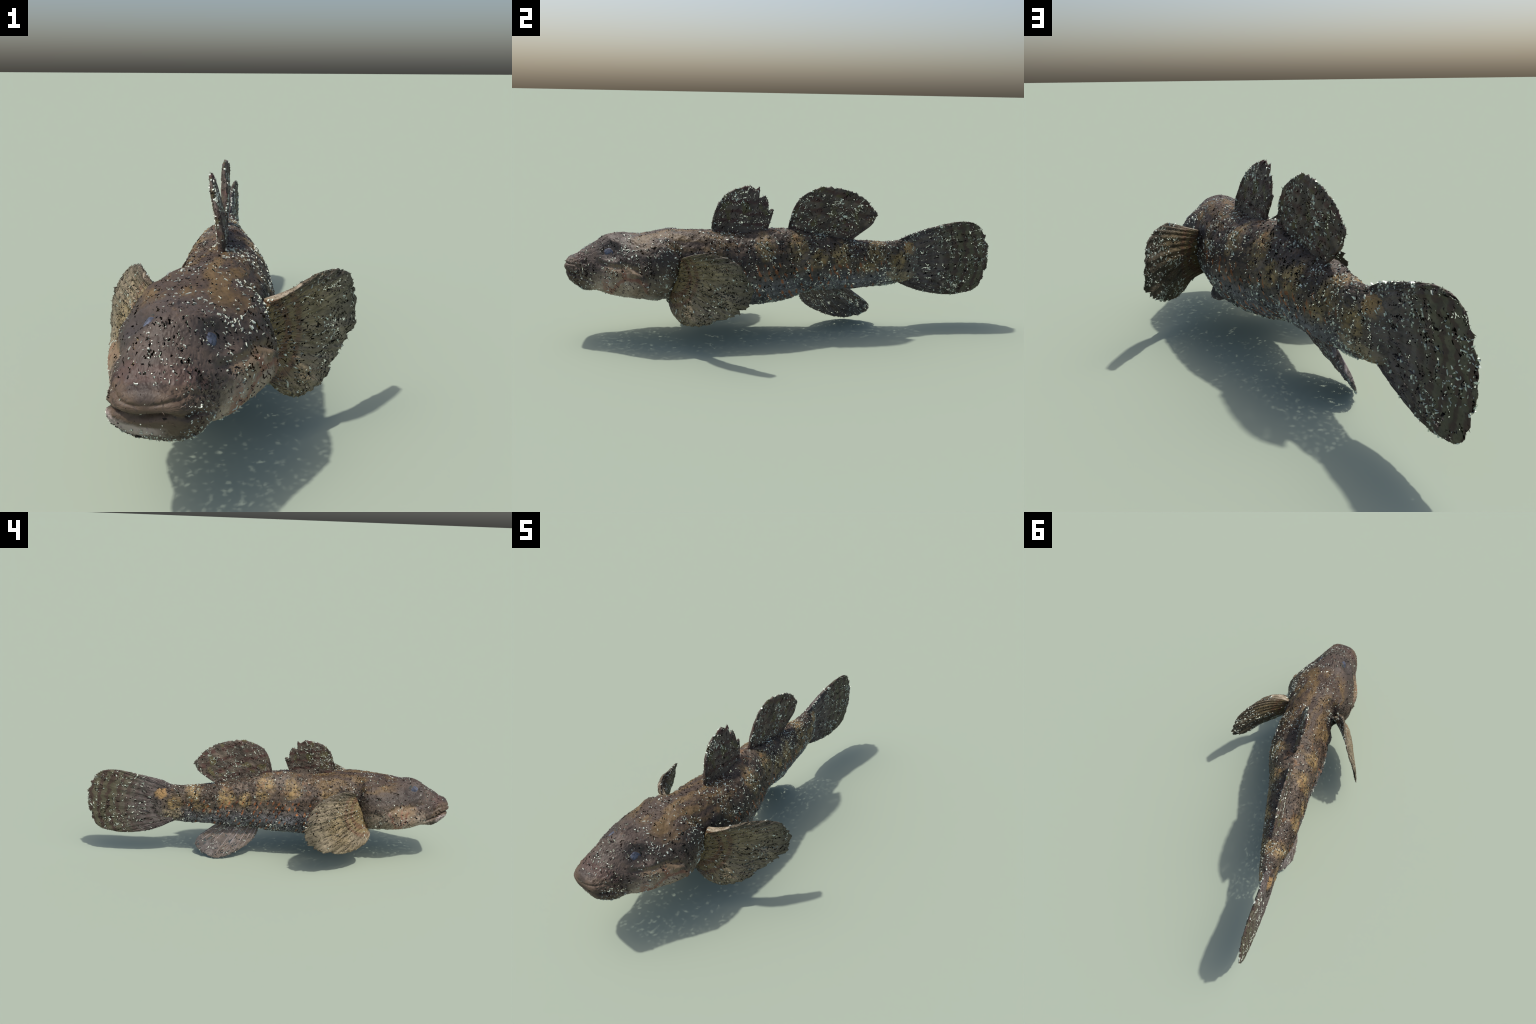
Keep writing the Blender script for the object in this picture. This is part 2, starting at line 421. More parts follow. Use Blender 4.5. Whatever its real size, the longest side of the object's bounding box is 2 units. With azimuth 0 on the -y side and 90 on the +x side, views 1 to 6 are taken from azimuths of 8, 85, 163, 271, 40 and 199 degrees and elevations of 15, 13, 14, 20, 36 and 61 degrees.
# overlapping scales of the flank
flat = P.reshape(-1, 3)
warp = fbm(flat, 16, 40.0).reshape(X.shape)
row = np.floor((Z + 0.012 * warp) / SCALE_H)
ly = np.mod(Y / SCALE_L + 0.5 * np.mod(row, 2) + 0.5 * warp, 1.0) - 0.5
lz = np.mod((Z + 0.012 * warp) / SCALE_H, 1.0) - 0.5
flank = sstep(-0.44, -0.34, Y) * sstep(0.60, 0.50, Y)
d += flank * 0.0022 * ((ly + 0.5) * np.sqrt(np.clip(1 - (2 * lz) ** 2 * 0.8, 0, 1)) - 0.4)
# uneven hide
flat = P.reshape(-1, 3)
rugged = 0.35 + 0.65 * sstep(-0.74, -0.60, Y)
d += 0.0040 * fbm(flat, 14, 3.1).reshape(X.shape) + rugged * 0.0030 * fbm(flat, 42, 8.2).reshape(X.shape)
d += RNG.normal(0, 0.0009, X.shape)
d -= 0.002
d += 0.0022 * fbm(flat, 70, 14.0).reshape(X.shape) * sstep(-0.86, -0.93, Y)
taper = sstep(-1.0, -0.97, Y)[..., None]
P = P + N0 * (d[..., None] * (0.15 + 0.85 * taper) + (lips * sstep(-1.0, -0.9968, Y))[..., None])
# the lower jaw closes a little behind the upper lip
back = sstep(-0.93, -0.99, Y) * sstep(0.004, -0.012, Z - zm)
P[..., 1] += 0.004 * back
P[..., 2] -= 0.006 * back

BV = np.vstack([P.reshape(-1, 3), P[0].mean(0) + (0, -0.003, 0), P[-1].mean(0)])
ii, jj = np.meshgrid(np.arange(NY - 1), np.arange(NT), indexing="ij")
a, b = ii * NT + jj, ii * NT + (jj + 1) % NT
c_, e_ = (ii + 1) * NT + (jj + 1) % NT, (ii + 1) * NT + jj
flip = RNG.random(a.shape) < 0.5
t1 = np.where(flip[..., None], np.stack([a, e_, b], -1), np.stack([a, e_, c_], -1)).reshape(-1, 3)
t2 = np.where(flip[..., None], np.stack([b, e_, c_], -1), np.stack([a, c_, b], -1)).reshape(-1, 3)
TRI = np.stack([t1, t2], 1).reshape(-1, 3)              # pairs share a quad
caps = [(NY * NT, j, (j + 1) % NT) for j in range(NT)]
caps += [(NY * NT + 1, (NY - 1) * NT + (j + 1) % NT, (NY - 1) * NT + j) for j in range(NT)]
# outward orientation
v0 = BV[TRI[:, 0]]
fn = np.cross(BV[TRI[:, 1]] - v0, BV[TRI[:, 2]] - v0)
cent = BV[TRI].mean(1)
ax = np.stack([np.interp(cent[:, 1], STATIONS[:, 0], STATIONS[:, 1]), cent[:, 1], np.interp(cent[:, 1], STATIONS[:, 0], STATIONS[:, 2])], 1)
if ((fn * (cent - ax)).sum(1) > 0).mean() < 0.5:
    TRI = TRI[:, ::-1]
    caps = [f[::-1] for f in caps]
    fn = -fn

def vertex_normals(V, T):
    f = np.cross(V[T[:, 1]] - V[T[:, 0]], V[T[:, 2]] - V[T[:, 0]])
    n = np.zeros_like(V)
    for k in range(3):
        np.add.at(n, T[:, k], f)
    return n / (np.linalg.norm(n, axis=1, keepdims=True) + 1e-15)

BN = vertex_normals(BV, np.vstack([TRI, np.array(caps)]))

def gap_mask(n_rows, n_cols, density, wrap, rng, length=(2, 6), field=None):
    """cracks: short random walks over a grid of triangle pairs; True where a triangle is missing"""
    gone = np.zeros((n_rows, n_cols, 2), bool)
    for _ in range(int(density * n_rows * n_cols)):
        i, j = rng.integers(1, n_rows - 1), rng.integers(0, n_cols)
        if field is not None and rng.random() > field[i, j]:
            continue
        di, dj = ((0, 1), (1, 0), (1, 1), (1, -1))[rng.integers(4)]
        for _ in range(rng.integers(*length)):
            if wrap:
                j %= n_cols
            if not (0 < i < n_rows - 1 and 0 <= j < n_cols):
                break
            h = rng.random()
            if h < 0.45:
                gone[i, j, 0] = True
            elif h < 0.9:
                gone[i, j, 1] = True
            else:
                gone[i, j] = True
            if rng.random() < 0.75:
                i, j = i + di, j + dj
            else:
                i, j = i + rng.integers(-1, 2), j + rng.integers(-1, 2)
    return gone

cq = P[:-1, ::1]
clump = fbm(cq[::4, ::4].reshape(-1, 3), 9, 21.0).reshape(cq[::4, ::4].shape[:2])
clump = np.repeat(np.repeat(clump, 4, 0), 4, 1)[:NY - 1, :NT]
yq, zq = cq[..., 1], cq[..., 2]
field = np.clip(0.42 + 1.1 * clump, 0.03, 1) * (1 - 0.55 * sstep(-0.62, -0.75, yq)) * (1 - 0.5 * sstep(0.22, 0.17, zq))
field *= 1 - 0.8 * bump(yq, -0.78, 0.06) * bump(zq, 0.40, 0.05)
left_side = sstep(-0.02, 0.05, -(P[:-1, :, 0] - XC[:-1]))
field *= 0.28 + 0.72 * left_side
gone = gap_mask(NY - 1, NT, 0.042, True, RNG, (3, 9), field).reshape(-1)
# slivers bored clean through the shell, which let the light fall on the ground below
slant = np.array([-0.385, -0.238, 0.891])
ea = np.cross(slant, [0, 1, 0]); ea /= np.linalg.norm(ea)
eb = np.cross(slant, ea)
pa, pb = cent @ ea, cent @ eb
steep = np.abs((fn @ slant) / (np.linalg.norm(fn, axis=1) + 1e-12)) > 0.20
for _ in range(1350):
    k = RNG.integers(len(cent))
    q = np.pi / 2 + RNG.normal(0, 0.45)
    da, db = pa - pa[k], pb - pb[k]
    lu, lv = da * np.cos(q) + db * np.sin(q), db * np.cos(q) - da * np.sin(q)
    gone |= steep & (np.abs(lu) < RNG.uniform(.0025, .0070)) & (np.abs(lv) < RNG.uniform(.0010, .0021))
gone &= (cent[:, 1] < 0.60) & (cent[:, 1] > -0.95)
keep = ~gone
TRI = TRI[keep]
cent = cent[keep]

fish = bpy.data.objects.new("goby_fish", None)
fish.empty_display_size = 0.1
bpy.context.scene.collection.objects.link(fish)
fish["label"] = "mottled brown goby fish with spread spotted fins"
fish["category"] = "fish"

cy, cz = cent[:, 1], cent[:, 2]
is_head = cy < gill_edge(cz)
jaw = is_head & (cy < -0.84) & (cz < mouth_line(cy))
cover = is_head & (cy > -0.655 - 0.25 * (cz - 0.3)) & (cz < 0.40) & ~jaw
tail_root = cy > 0.30
regions = {"head": is_head & ~jaw & ~cover, "lower_jaw": jaw, "gill_cover": cover,
           "torso": ~is_head & ~tail_root, "tail": tail_root}
BODY = {}
for name, mask in regions.items():
    faces = TRI[mask].tolist()
    if name == "head":
        faces += caps[:NT]
    if name == "tail":
        faces += caps[NT:]
    faces = np.array(faces)
    used, inv = np.unique(faces, return_inverse=True)
    BODY[name] = make_object(name, BV[used], inv.reshape(-1, 3), SKIN,
                             BODY["head"] if name in ("lower_jaw", "gill_cover") else fish, normals=BN[used])

# --------------------------------------------------------------------- eyes
def eyeball(centre, sgn):
    nu, nv = 28, 18
    R = np.array([0.013, 0.037, 0.024])
    V, F = [], []
    for i in range(nv + 1):
        p = math.pi * i / nv
        for j in range(nu):
            q = 2 * math.pi * j / nu
            V.append(np.array([math.cos(p), math.sin(p) * math.cos(q), math.sin(p) * math.sin(q)]) * R)
    V = np.array(V)
    tilt = math.radians(28) * sgn               # the eye looks up and outwards
    ct, st = math.cos(tilt), math.sin(tilt)
    V = np.stack([V[:, 0] * ct - V[:, 2] * st, V[:, 1], V[:, 0] * st + V[:, 2] * ct], 1)
    V = V + centre - np.array([0.0165 * sgn, 0, 0.007])
    for i in range(nv):
        for j in range(nu):
            k = (j + 1) % nu
            F.append((i * nu + j, i * nu + k, (i + 1) * nu + k, (i + 1) * nu + j))
    return make_object("eye", V, F, EYE, BODY["head"])

for sgn, c in EYES.items():
    on_side = np.sign(P[..., 0] - XC) == sgn
    k = np.argmin(np.where(on_side, (P[..., 1] - c[1]) ** 2 + (P[..., 2] - c[2]) ** 2, 9).reshape(-1))
    eyeball(np.array([P.reshape(-1, 3)[k, 0] + 0.0105 * sgn, c[1], c[2]]), sgn)

# --------------------------------------------------------------------- fins
SHARD_SITES = []          # (points, normals, material) where shards and painted chips sit

class Fin:
    """a fleshy paddle: two skins between a root line and a free margin, stiffened by rays"""
    def __init__(self, root, margin, lead, trail, thick_root, thick_tip, camber=0.0, nu=90, nv=56,
                 ragged=0.01, seed=0, spikes=0, spike=0.05, ruffle=0.0, out=None, ridge=0.0012, spike_from=0.3, flesh=0.0):
        self.flesh = flesh
        self.spike_from = spike_from
        self.nu, self.nv = nu, nv
        rng = np.random.default_rng(100 + seed)
        u = np.linspace(0, 1, nu)
        M = curve_through(margin, 400)
        self.root_pts = np.asarray(root, float)
        self.lead, self.trail = lead, trail
        self.M = M
        c = np.mean(self.root_pts, 0)
        n = np.zeros(3)
        for p, q in zip(M[:-1], M[1:]):
            n += np.cross(p - c, q - c)
        self.n = n / np.linalg.norm(n)
        if out is not None and self.n @ np.asarray(out) < 0:
            self.n = -self.n
        self.tr, self.tt, self.camber, self.ruffle, self.spikes, self.spike, self.ridge = thick_root, thick_tip, camber, ruffle, spikes, spike, ridge
        self.jag = rng.normal(0, ragged, 400)
        self.jag = np.convolve(self.jag, [.25, .5, .25], "same")
        self.rng = rng
    def at(self, u, v):
        u, v = np.asarray(u, float), np.asarray(v, float)
        idx = np.clip(u, 0, 1) * 399
        m = np.stack([np.interp(idx, np.arange(400), self.M[:, k]) for k in range(3)], -1)
        b = np.clip((u - self.lead) / (1 - self.lead - self.trail), 0, 1)
        bt = np.linspace(0, 1, len(self.root_pts))
        r = np.stack([np.interp(b, bt, self.root_pts[:, k]) for k in range(3)], -1)
        j = 1 + np.interp(idx, np.arange(400), self.jag) * v ** 3
        if self.spikes:
            j = j - self.spike * v ** 4 * (0.55 + 0.9 * np.sin(u * 23.0 + self.spikes) ** 2) * np.abs(np.cos(np.pi * self.spikes * (u + 0.022 * np.sin(u * 31.0)))) ** 1.6 * sstep(self.spike_from - .1, self.spike_from + .1, u) * sstep(0.98, 0.92, u)
        p = r + (m - r) * (v * j)[..., None]
        bend = self.camber * 4 * v * (1 - v) + self.ruffle * v * np.sin(u * 40)
        return p + self.n * bend[..., None]
    def half(self, u, v):
        t = self.tr + (self.tt - self.tr) * v ** 0.8 + self.flesh * (1 - v).clip(0, 1) ** 5
        edge = np.sqrt(np.clip(1 - ((v - 0.80) / 0.20).clip(0, 1) ** 2, 0, 1)) * 0.8 + 0.2
        ends = np.sqrt(np.clip(np.minimum(u, 1 - u) / 0.12, 0, 1)) * 0.88 + 0.12
        return 0.5 * t * edge * ends
    def build(self, name, mat, parent, ray_mat, n_rays, back_mat=None, crack=(0.05, 0.05), through=0.03, ray_w=0.0030, ray_out=0.0012,
              ray_to=0.97, ray_over=0.0, shards=True, pale=(1.0, 1.0)):
        nu, nv, rng = self.nu, self.nv, self.rng
        U, V = np.meshgrid(np.linspace(0, 1, nu), np.linspace(0, 1, nv), indexing="ij")
        U2 = U + np.where((U > 0) & (U < 1), rng.uniform(-.25, .25, U.shape) / nu, 0)
        V2 = V + np.where((V > 0) & (V < 1), rng.uniform(-.25, .25, V.shape) / nv, 0)
        C = self.at(U2, V2)
        H = self.half(U2, V2) - self.ridge * np.minimum(1, V2 * 3) * np.cos(2 * np.pi * n_rays * U2) + rng.normal(0, .0006, U.shape)
        A, B = C + self.n * H[..., None], C - self.n * H[..., None]
        verts = np.vstack([A.reshape(-1, 3), B.reshape(-1, 3)])
        i, j = np.meshgrid(np.arange(nu - 1), np.arange(nv - 1), indexing="ij")
        a, b, c, e = i * nv + j, (i + 1) * nv + j, (i + 1) * nv + j + 1, i * nv + j + 1
        fl = rng.random(a.shape) < .5
        q1 = np.where(fl[..., None], np.stack([a, b, e], -1), np.stack([a, b, c], -1))
        q2 = np.where(fl[..., None], np.stack([b, c, e], -1), np.stack([a, c, e], -1))
        T = np.stack([q1, q2], 2)
        cl = fbm(C[:-1, :-1].reshape(-1, 3), 11, 5.0).reshape(nu - 1, nv - 1)
        fld = np.clip(0.5 + 1.1 * cl, 0.05, 1)
        both = gap_mask(nu - 1, nv - 1, through, False, rng, (3, 8), np.clip(0.4 - 1.3 * cl, 0.02, 1))
        ga = gap_mask(nu - 1, nv - 1, crack[0], False, rng, (3, 10), fld) | both
        gb = gap_mask(nu - 1, nv - 1, crack[1], False, rng, (3, 10), fld) | both
        n = nu * nv
        faces = T[~ga].tolist() + (T[~gb][:, ::-1] + n).tolist()
        rim = [k * nv for k in range(nu)] + [(nu - 1) * nv + k for k in range(1, nv)]
        rim += [k * nv + nv - 1 for k in range(nu - 2, -1, -1)] + [k for k in range(nv - 2, 0, -1)]
        for p, q in zip(rim, rim[1:] + rim[:1]):
            faces += [(p, p + n, q + n), (p, q + n, q)]
        n_front, n_back = int((~ga).sum()), int((~gb).sum())
        which = np.zeros(len(faces), int)
        if back_mat is not None:
            which[n_front:] = 1
        ob = make_object(name, verts, faces, [mat, back_mat] if back_mat else mat, parent, face_mat=which)
        for k in range(1, n_rays):
            u = (k + 0.5 + rng.uniform(-.15, .15)) / n_rays
            m = 16
            v = np.linspace(0.06, ray_to + rng.uniform(-.05, .02), m)
            p = self.at(np.full(m, u), v)
            if ray_over:
                p[-1] += (p[-1] - p[-3]) / np.linalg.norm(p[-1] - p[-3]) * ray_over * rng.uniform(0.2, 1.0)
            t = np.gradient(p, axis=0)
            t /= np.linalg.norm(t, axis=1, keepdims=True) + 1e-9
            w = np.cross(self.n, t)
            h = self.half(np.full(m, u), v) + ray_out
            h[-1] *= 0.4
            wd = ray_w * (1 - 0.55 * v)
            ang = np.arange(8) / 8 * 2 * np.pi
            R = p[:, None] + w[:, None] * (wd[:, None] * np.cos(ang))[..., None] + self.n * (h[:, None] * np.sin(ang))[..., None]
            F = [(r * 8 + s, r * 8 + (s + 1) % 8, (r + 1) * 8 + (s + 1) % 8, (r + 1) * 8 + s) for r in range(m - 1) for s in range(8)]
            F += [tuple(range(8))[::-1], tuple((m - 1) * 8 + s for s in range(8))]
            make_object("fin_ray", R.reshape(-1, 3), F, ray_mat, ob)
        if shards:
            SHARD_SITES.append((ob, A, B, self.n, (mat, back_mat or mat), rng, pale))
        return ob

# ---- fin paints
def paint_pectoral(S, col):
    r = S.r + (S.n_mid - 0.5) * 0.03
    col = S.mix(r.step(0.30, 0.20) * S.n_big.step(0.35, 0.6) * 0.45, col, (0.26, 0.190, 0.085))
    col = S.mix(r.step(0.15, 0.08) * 0.6, col, (0.205, 0.145, 0.055))
    col = S.mix(((r - 0.085).abs()).step(0.016, 0.006) * 0.7, col, (0.13, 0.06, 0.035))
    col = S.mix(((r - 0.125).abs()).step(0.014, 0.005) * 0.55, col, (0.14, 0.065, 0.04))
    col = S.mix((S.r - 0.28).step(0.0, 0.09) * 0.5, col, (0.065, 0.058, 0.042))
    col = S.mix((S.z + (S.n_mid - 0.5) * 0.03).step(0.385, 0.412) * 0.7, col, (0.075, 0.062, 0.045))
    spots = S.noise(1.0, 3, 0.6, vec=S.vec(S.a * 22.0, S.r * 26.0, 0.0), off=8.0)
    col = S.mix(spots.step(0.53, 0.64) * 0.75, col, (0.050, 0.040, 0.026))
    return col

def paint_sail(S, col):
    bands = ((S.v + S.u * 0.12) * 2 * math.pi / 0.055 + (S.n_big - 0.5) * 9.0 + (S.lines - 0.5) * 5.0).sin()
    col = S.mix(bands.step(-0.1, 0.9) * S.n_mid.step(0.35, 0.55) * 0.75, col, (0.062, 0.024, 0.021))
    col = S.mix((S.noise(20, 2, 0.5, off=7.0).step(0.56, 0.66)) * 0.6, col, (0.105, 0.095, 0.035))
    return col

def paint_tail(S, col):
    bands = ((S.r) * 2 * math.pi / 0.050 + (S.n_mid - 0.5) * 9.0 + (S.lines - 0.5) * 4.0).sin()
    outer = (S.r + (S.n_big - 0.5) * 0.15).step(0.20, 0.36)
    col = S.mix(outer * 0.65, col, S.mix(S.n_mid, (0.070, 0.066, 0.036), (0.120, 0.112, 0.055)))
    col = S.mix(bands.step(-0.4, 0.7) * (outer * 0.6 + 0.4) * S.n_mid.step(0.22, 0.42) * 0.75, col, (0.052, 0.026, 0.024))
    return col

def paint_anal(S, col):
    col = S.mix(S.n_big.step(0.42, 0.6) * 0.5, col, (0.175, 0.125, 0.085))
    return S.mix(S.lines.step(0.52, 0.62) * 0.5, col, (0.060, 0.048, 0.042))

PALE_RAY = ray_material("pectoral_ray", (0.185, 0.150, 0.095), (0.34, 0.285, 0.21))
DARK_RAY = ray_material("sail_ray", (0.040, 0.026, 0.022), (0.125, 0.098, 0.080))
TAIL_RAY = ray_material("tail_ray", (0.075, 0.062, 0.056), (0.175, 0.148, 0.138))
ANAL_RAY = ray_material("anal_ray", (0.17, 0.148, 0.142), (0.33, 0.295, 0.290))

# ---- pectoral fins, held out like fans
right = Fin(root=[(.135, -.468, .378), (.128, -.490, .300), (.115, -.525, .200)],
            margin=[(.142, -.474, .380), (.165, -.470, .388), (.213, -.436, .410), (.258, -.390, .430), (.291, -.337, .432), (.324, -.286, .423), (.350, -.245, .404),
                    (.368, -.215, .366), (.377, -.188, .324), (.379, -.188, .277), (.378, -.208, .236), (.356, -.239, .202), (.334, -.282, .175),
                    (.315, -.338, .150), (.294, -.391, .130), (.262, -.438, .117), (.226, -.477, .116), (.184, -.507, .142), (.149, -.524, .185)],
            lead=0.20, trail=0.20, thick_root=0.026, thick_tip=0.010, camber=0.019, seed=1, ragged=0.012, flesh=0.012, out=(.8, -.6, 0),
            nu=150, spikes=20, spike=0.030, ridge=0.0014, spike_from=0.35)
def mat_pectoral(name, piv, tip, low, membrane=((0.128, 0.106, 0.068), (0.240, 0.198, 0.132))):
    piv, tip, low = map(np.array, (piv, tip, low))
    u = (tip - piv) / np.linalg.norm(tip - piv)
    w = np.cross(u, low - piv); w /= np.linalg.norm(w)
    return fin_material(name, piv, u, np.cross(w, u), membrane, paint_pectoral, 80.0, 0.8)
DUSKY = ((0.050, 0.042, 0.028), (0.110, 0.092, 0.062))
right.build("pectoral_fin", mat_pectoral("pectoral_skin", (.12, -.49, .30), (.38, -.2, .28), (.22, -.43, .1)), fish, PALE_RAY, 20, mat_pectoral("pectoral_back", (.12, -.49, .30), (.38, -.2, .28), (.22, -.43, .1), DUSKY),
            crack=(0.13, 0.05), through=0.030, ray_w=0.0036, ray_out=0.0014, pale=(0.35, 1.3))
left = Fin(root=[(-.150, -.455, .392), (-.160, -.498, .300), (-.158, -.540, .205)],
           margin=[(-.150, -.467, .398), (-.175, -.450, .418), (-.199, -.422, .435), (-.220, -.386, .438), (-.238, -.340, .427), (-.268, -.289, .410), (-.306, -.238, .383),
                   (-.343, -.207, .339), (-.371, -.190, .294), (-.382, -.183, .248), (-.382, -.199, .209), (-.372, -.232, .173), (-.359, -.282, .146),
                   (-.335, -.338, .128), (-.309, -.397, .117), (-.284, -.453, .122), (-.254, -.501, .137), (-.224, -.540, .163), (-.194, -.552, .200)],
           lead=0.16, trail=0.16, thick_root=0.026, thick_tip=0.010, camber=0.015, seed=2, ragged=0.012, flesh=0.012, out=(-.8, -.5, 0),
           nu=150, spikes=20, spike=0.030, ridge=0.0014, spike_from=0.35)
left.build("pectoral_fin", mat_pectoral("pectoral_skin", (-.15, -.50, .30), (-.37, -.2, .26), (-.30, -.42, .12)), fish, PALE_RAY, 20, mat_pectoral("pectoral_back", (-.15, -.50, .30), (-.37, -.2, .26), (-.30, -.42, .12), DUSKY),
           crack=(0.15, 0.06), through=0.030, ray_w=0.0036, ray_out=0.0014, pale=(0.12, 1.3))

# ---- two dorsal sails
def sail_mat(name, piv, back):
    piv, back = np.array(piv), np.array(back)
    u = (back - piv) / np.linalg.norm(back - piv)
    return fin_material(name, piv, u, np.array([0, -u[2], u[1]]), ((0.058, 0.045, 0.036), (0.128, 0.100, 0.078)), paint_sail, 50.0, 0.6)
d1 = Fin(root=[(.003, -.350, .462), (-.014, -.230, .452), (-.034, -.108, .462)],
         margin=[(.003, -.355, .490), (-.001, -.349, .527), (-.006, -.342, .550), (-.012, -.333, .574), (-.020, -.321, .597), (-.029, -.304, .620), (-.038, -.282, .638),
                 (-.047, -.253, .653), (-.054, -.218, .663), (-.062, -.186, .670), (-.066, -.155, .668), (-.066, -.125, .655), (-.062, -.108, .620),
                 (-.058, -.088, .585), (-.053, -.074, .555), (-.046, -.085, .531), (-.040, -.099, .512), (-.035, -.104, .480)],
         lead=0.28, trail=0.12, thick_root=0.022, thick_tip=0.013, seed=3, ragged=0.016, spikes=9, spike=0.15, spike_from=0.55, camber=0.004, out=(1, 0, 0), nu=90, nv=44, ridge=0.0015)
d1.build("dorsal_fin", sail_mat("dorsal_skin", (0, -.36, .46), (0, -.10, .45)), fish, DARK_RAY, 7, through=0.055, ray_w=0.0040, ray_over=0.012)
d2 = Fin(root=[(-.050, -.002, .468), (-.080, .140, .440), (-.103, .288, .405)],
         margin=[(-.047, -.006, .485), (-.051, .006, .534), (-.053, .019, .572), (-.058, .041, .606), (-.068, .073, .632), (-.077, .110, .650), (-.083, .152, .663),
                 (-.087, .195, .663), (-.090, .243, .656), (-.094, .291, .643), (-.101, .335, .620), (-.108, .373, .592), (-.113, .401, .562), (-.115, .420, .535),
                 (-.114, .409, .505), (-.112, .389, .478), (-.108, .352, .460), (-.104, .309, .440), (-.103, .290, .418)],
         lead=0.22, trail=0.16, thick_root=0.016, thick_tip=0.012, camber=0.004, out=(-1, 0, 0), seed=4, ragged=0.010, nu=110, nv=48, spikes=14, spike=0.02, ridge=0.0015)
d2.build("dorsal_fin", sail_mat("dorsal_skin", (0, -.02, .47), (0, .29, .40)), fish, DARK_RAY, 14, pale=(0.55, 1.2), through=0.06, ray_w=0.0034)

# ---- anal fin
an = Fin(root=[(-.096, .062, .170), (-.100, .160, .185), (-.103, .262, .190)],
         margin=[(-.098, .058, .150), (-.122, .074, .115), (-.145, .105, .083), (-.163, .145, .056), (-.180, .190, .032), (-.190, .229, .015), (-.196, .267, .006),
                 (-.195, .303, .004), (-.187, .340, .011), (-.173, .374, .028), (-.160, .400, .047), (-.150, .410, .068), (-.137, .402, .090), (-.126, .380, .110),
                 (-.117, .350, .130), (-.108, .310, .150), (-.103, .266, .170)],
         lead=0.18, trail=0.20, thick_root=0.011, thick_tip=0.010, camber=0.010, out=(-1, 0, 0), seed=5, ragged=0.008, nu=90, nv=44, spikes=11, spike=0.02, ridge=0.0015)
an.build("anal_fin", fin_material("anal_skin", (-.09, .05, .17), (0, .8, -.6), (0, .6, .8), ((0.100, 0.088, 0.082), (0.200, 0.178, 0.170)),
                                  paint_anal, 50.0, 0.6), fish, ANAL_RAY, 11, pale=(0.4, 1.2), crack=(.06, .06), through=0.075, ray_w=0.0048, ray_out=0.0024)

# ---- tail fin
tf = Fin(root=[(-.143, .520, .385), (-.155, .555, .300), (-.158, .530, .215)],
         margin=[(-.138, .490, .388), (-.137, .540, .408), (-.140, .585, .430), (-.148, .635, .446), (-.158, .697, .462), (-.163, .759, .477), (-.165, .821, .489), (-.168, .878, .490),
                 (-.171, .925, .476), (-.174, .959, .441), (-.177, .983, .390), (-.179, .998, .333), (-.177, .992, .269), (-.176, .974, .205),
                 (-.176, .940, .154), (-.175, .870, .130), (-.174, .785, .126), (-.174, .700, .137), (-.171, .640, .152), (-.166, .595, .169), (-.160, .550, .190), (-.152, .505, .213)],
         lead=0.30, trail=0.30, thick_root=0.034, thick_tip=0.012, camber=0.002, out=(-1, 0, 0), seed=6, ragged=0.007, nu=150, nv=64, spikes=20, spike=0.015, ridge=0.0015)
tf.build("tail_fin", fin_material("tail_skin", (-.14, .52, .295), (0, 1, 0), (0, 0, 1), ((0.062, 0.051, 0.046), (0.130, 0.109, 0.100)),
                                  paint_tail, 70.0, 0.55), fish, TAIL_RAY, 20, pale=(0.5, 1.1), crack=(.045, .06), through=0.06, ray_w=0.0034)

# ---- pelvic fins, folded under the breast
for sgn, pts in ((1, [(.020, -.555, .168), (.064, -.520, .142), (.092, -.450, .111), (.076, -.412, .108), (.046, -.405, .112), (.020, -.430, .136), (.005, -.490, .162)]),
                 (-1, [(-.040, -.555, .170), (-.105, -.535, .132), (-.145, -.465, .104), (-.135, -.425, .104), (-.085, -.410, .112), (-.034, -.430, .138), (-.020, -.490, .164)])):
    root = [pts[0], tuple((np.array(pts[0]) + pts[-1]) / 2 + (0, 0, .006)), pts[-1]]
    f = Fin(root=root, margin=pts, lead=.25, trail=.25, thick_root=.02, thick_tip=.01, seed=8 + sgn, nu=40, nv=24)
    f.build("pelvic_fin", bpy.data.materials["anal_skin"], fish, ANAL_RAY, 6, ray_w=0.003)

# ------------------------------------------------------------ shards and painted chips
def shards(pts, nrm, sizes, rng, lift=0.5, sink=0.002):
    """little three-sided chips, one corner lifted off the skin"""
    V, F = [], []
    for p, n, s in zip(pts, nrm, sizes):
        t = np.cross(n, rng.normal(size=3)); t /= np.linalg.norm(t) + 1e-9
        b = np.cross(n, t)
        k = len(V)
        L, W = s * rng.uniform(0.8, 1.5), s * rng.uniform(0.25, 0.6)
        base = p - n * sink
        V += [base - t * L * .5, base + b * W * .5 - t * L * .1, base - b * W * .5 - t * L * rng.uniform(-.2, .3),
              p + t * L * .5 + n * s * lift * rng.uniform(0.1, 1.0)]
        F += [(k, k + 2, k + 1), (k, k + 1, k + 3), (k + 1, k + 2, k + 3), (k + 2, k, k + 3)]
    return np.array(V), F

def chips(pts, nrm, sizes, rng, thick=0.0012, off=0.0010):
    """flat angular chips lying on the skin"""
    V, F = [], []
    for p, n, s in zip(pts, nrm, sizes):
        t = np.cross(n, rng.normal(size=3)); t /= np.linalg.norm(t) + 1e-9
        b = np.cross(n, t)
        m = int(rng.integers(3, 6))
        ang = np.sort(rng.uniform(0, 2 * np.pi, m))
        el = rng.uniform(0.25, 0.7)
        ring = [(t * math.cos(a) + b * math.sin(a) * el) * s * rng.uniform(0.35, 0.75) for a in ang]
        k = len(V)
        V += [p + r + n * (off + thick) for r in ring] + [p + r * 1.1 - n * 0.003 for r in ring]
        F.append(tuple(range(k, k + m)))
        F += [(k + i, k + m + i, k + m + (i + 1) % m, k + (i + 1) % m) for i in range(m)]
    return np.array(V), F

def stuff(name, VF, mat, parent):
    ob = make_object(name, VF[0], VF[1], mat, parent, smooth=False)
    ob["kind"] = "stuff"
    return ob

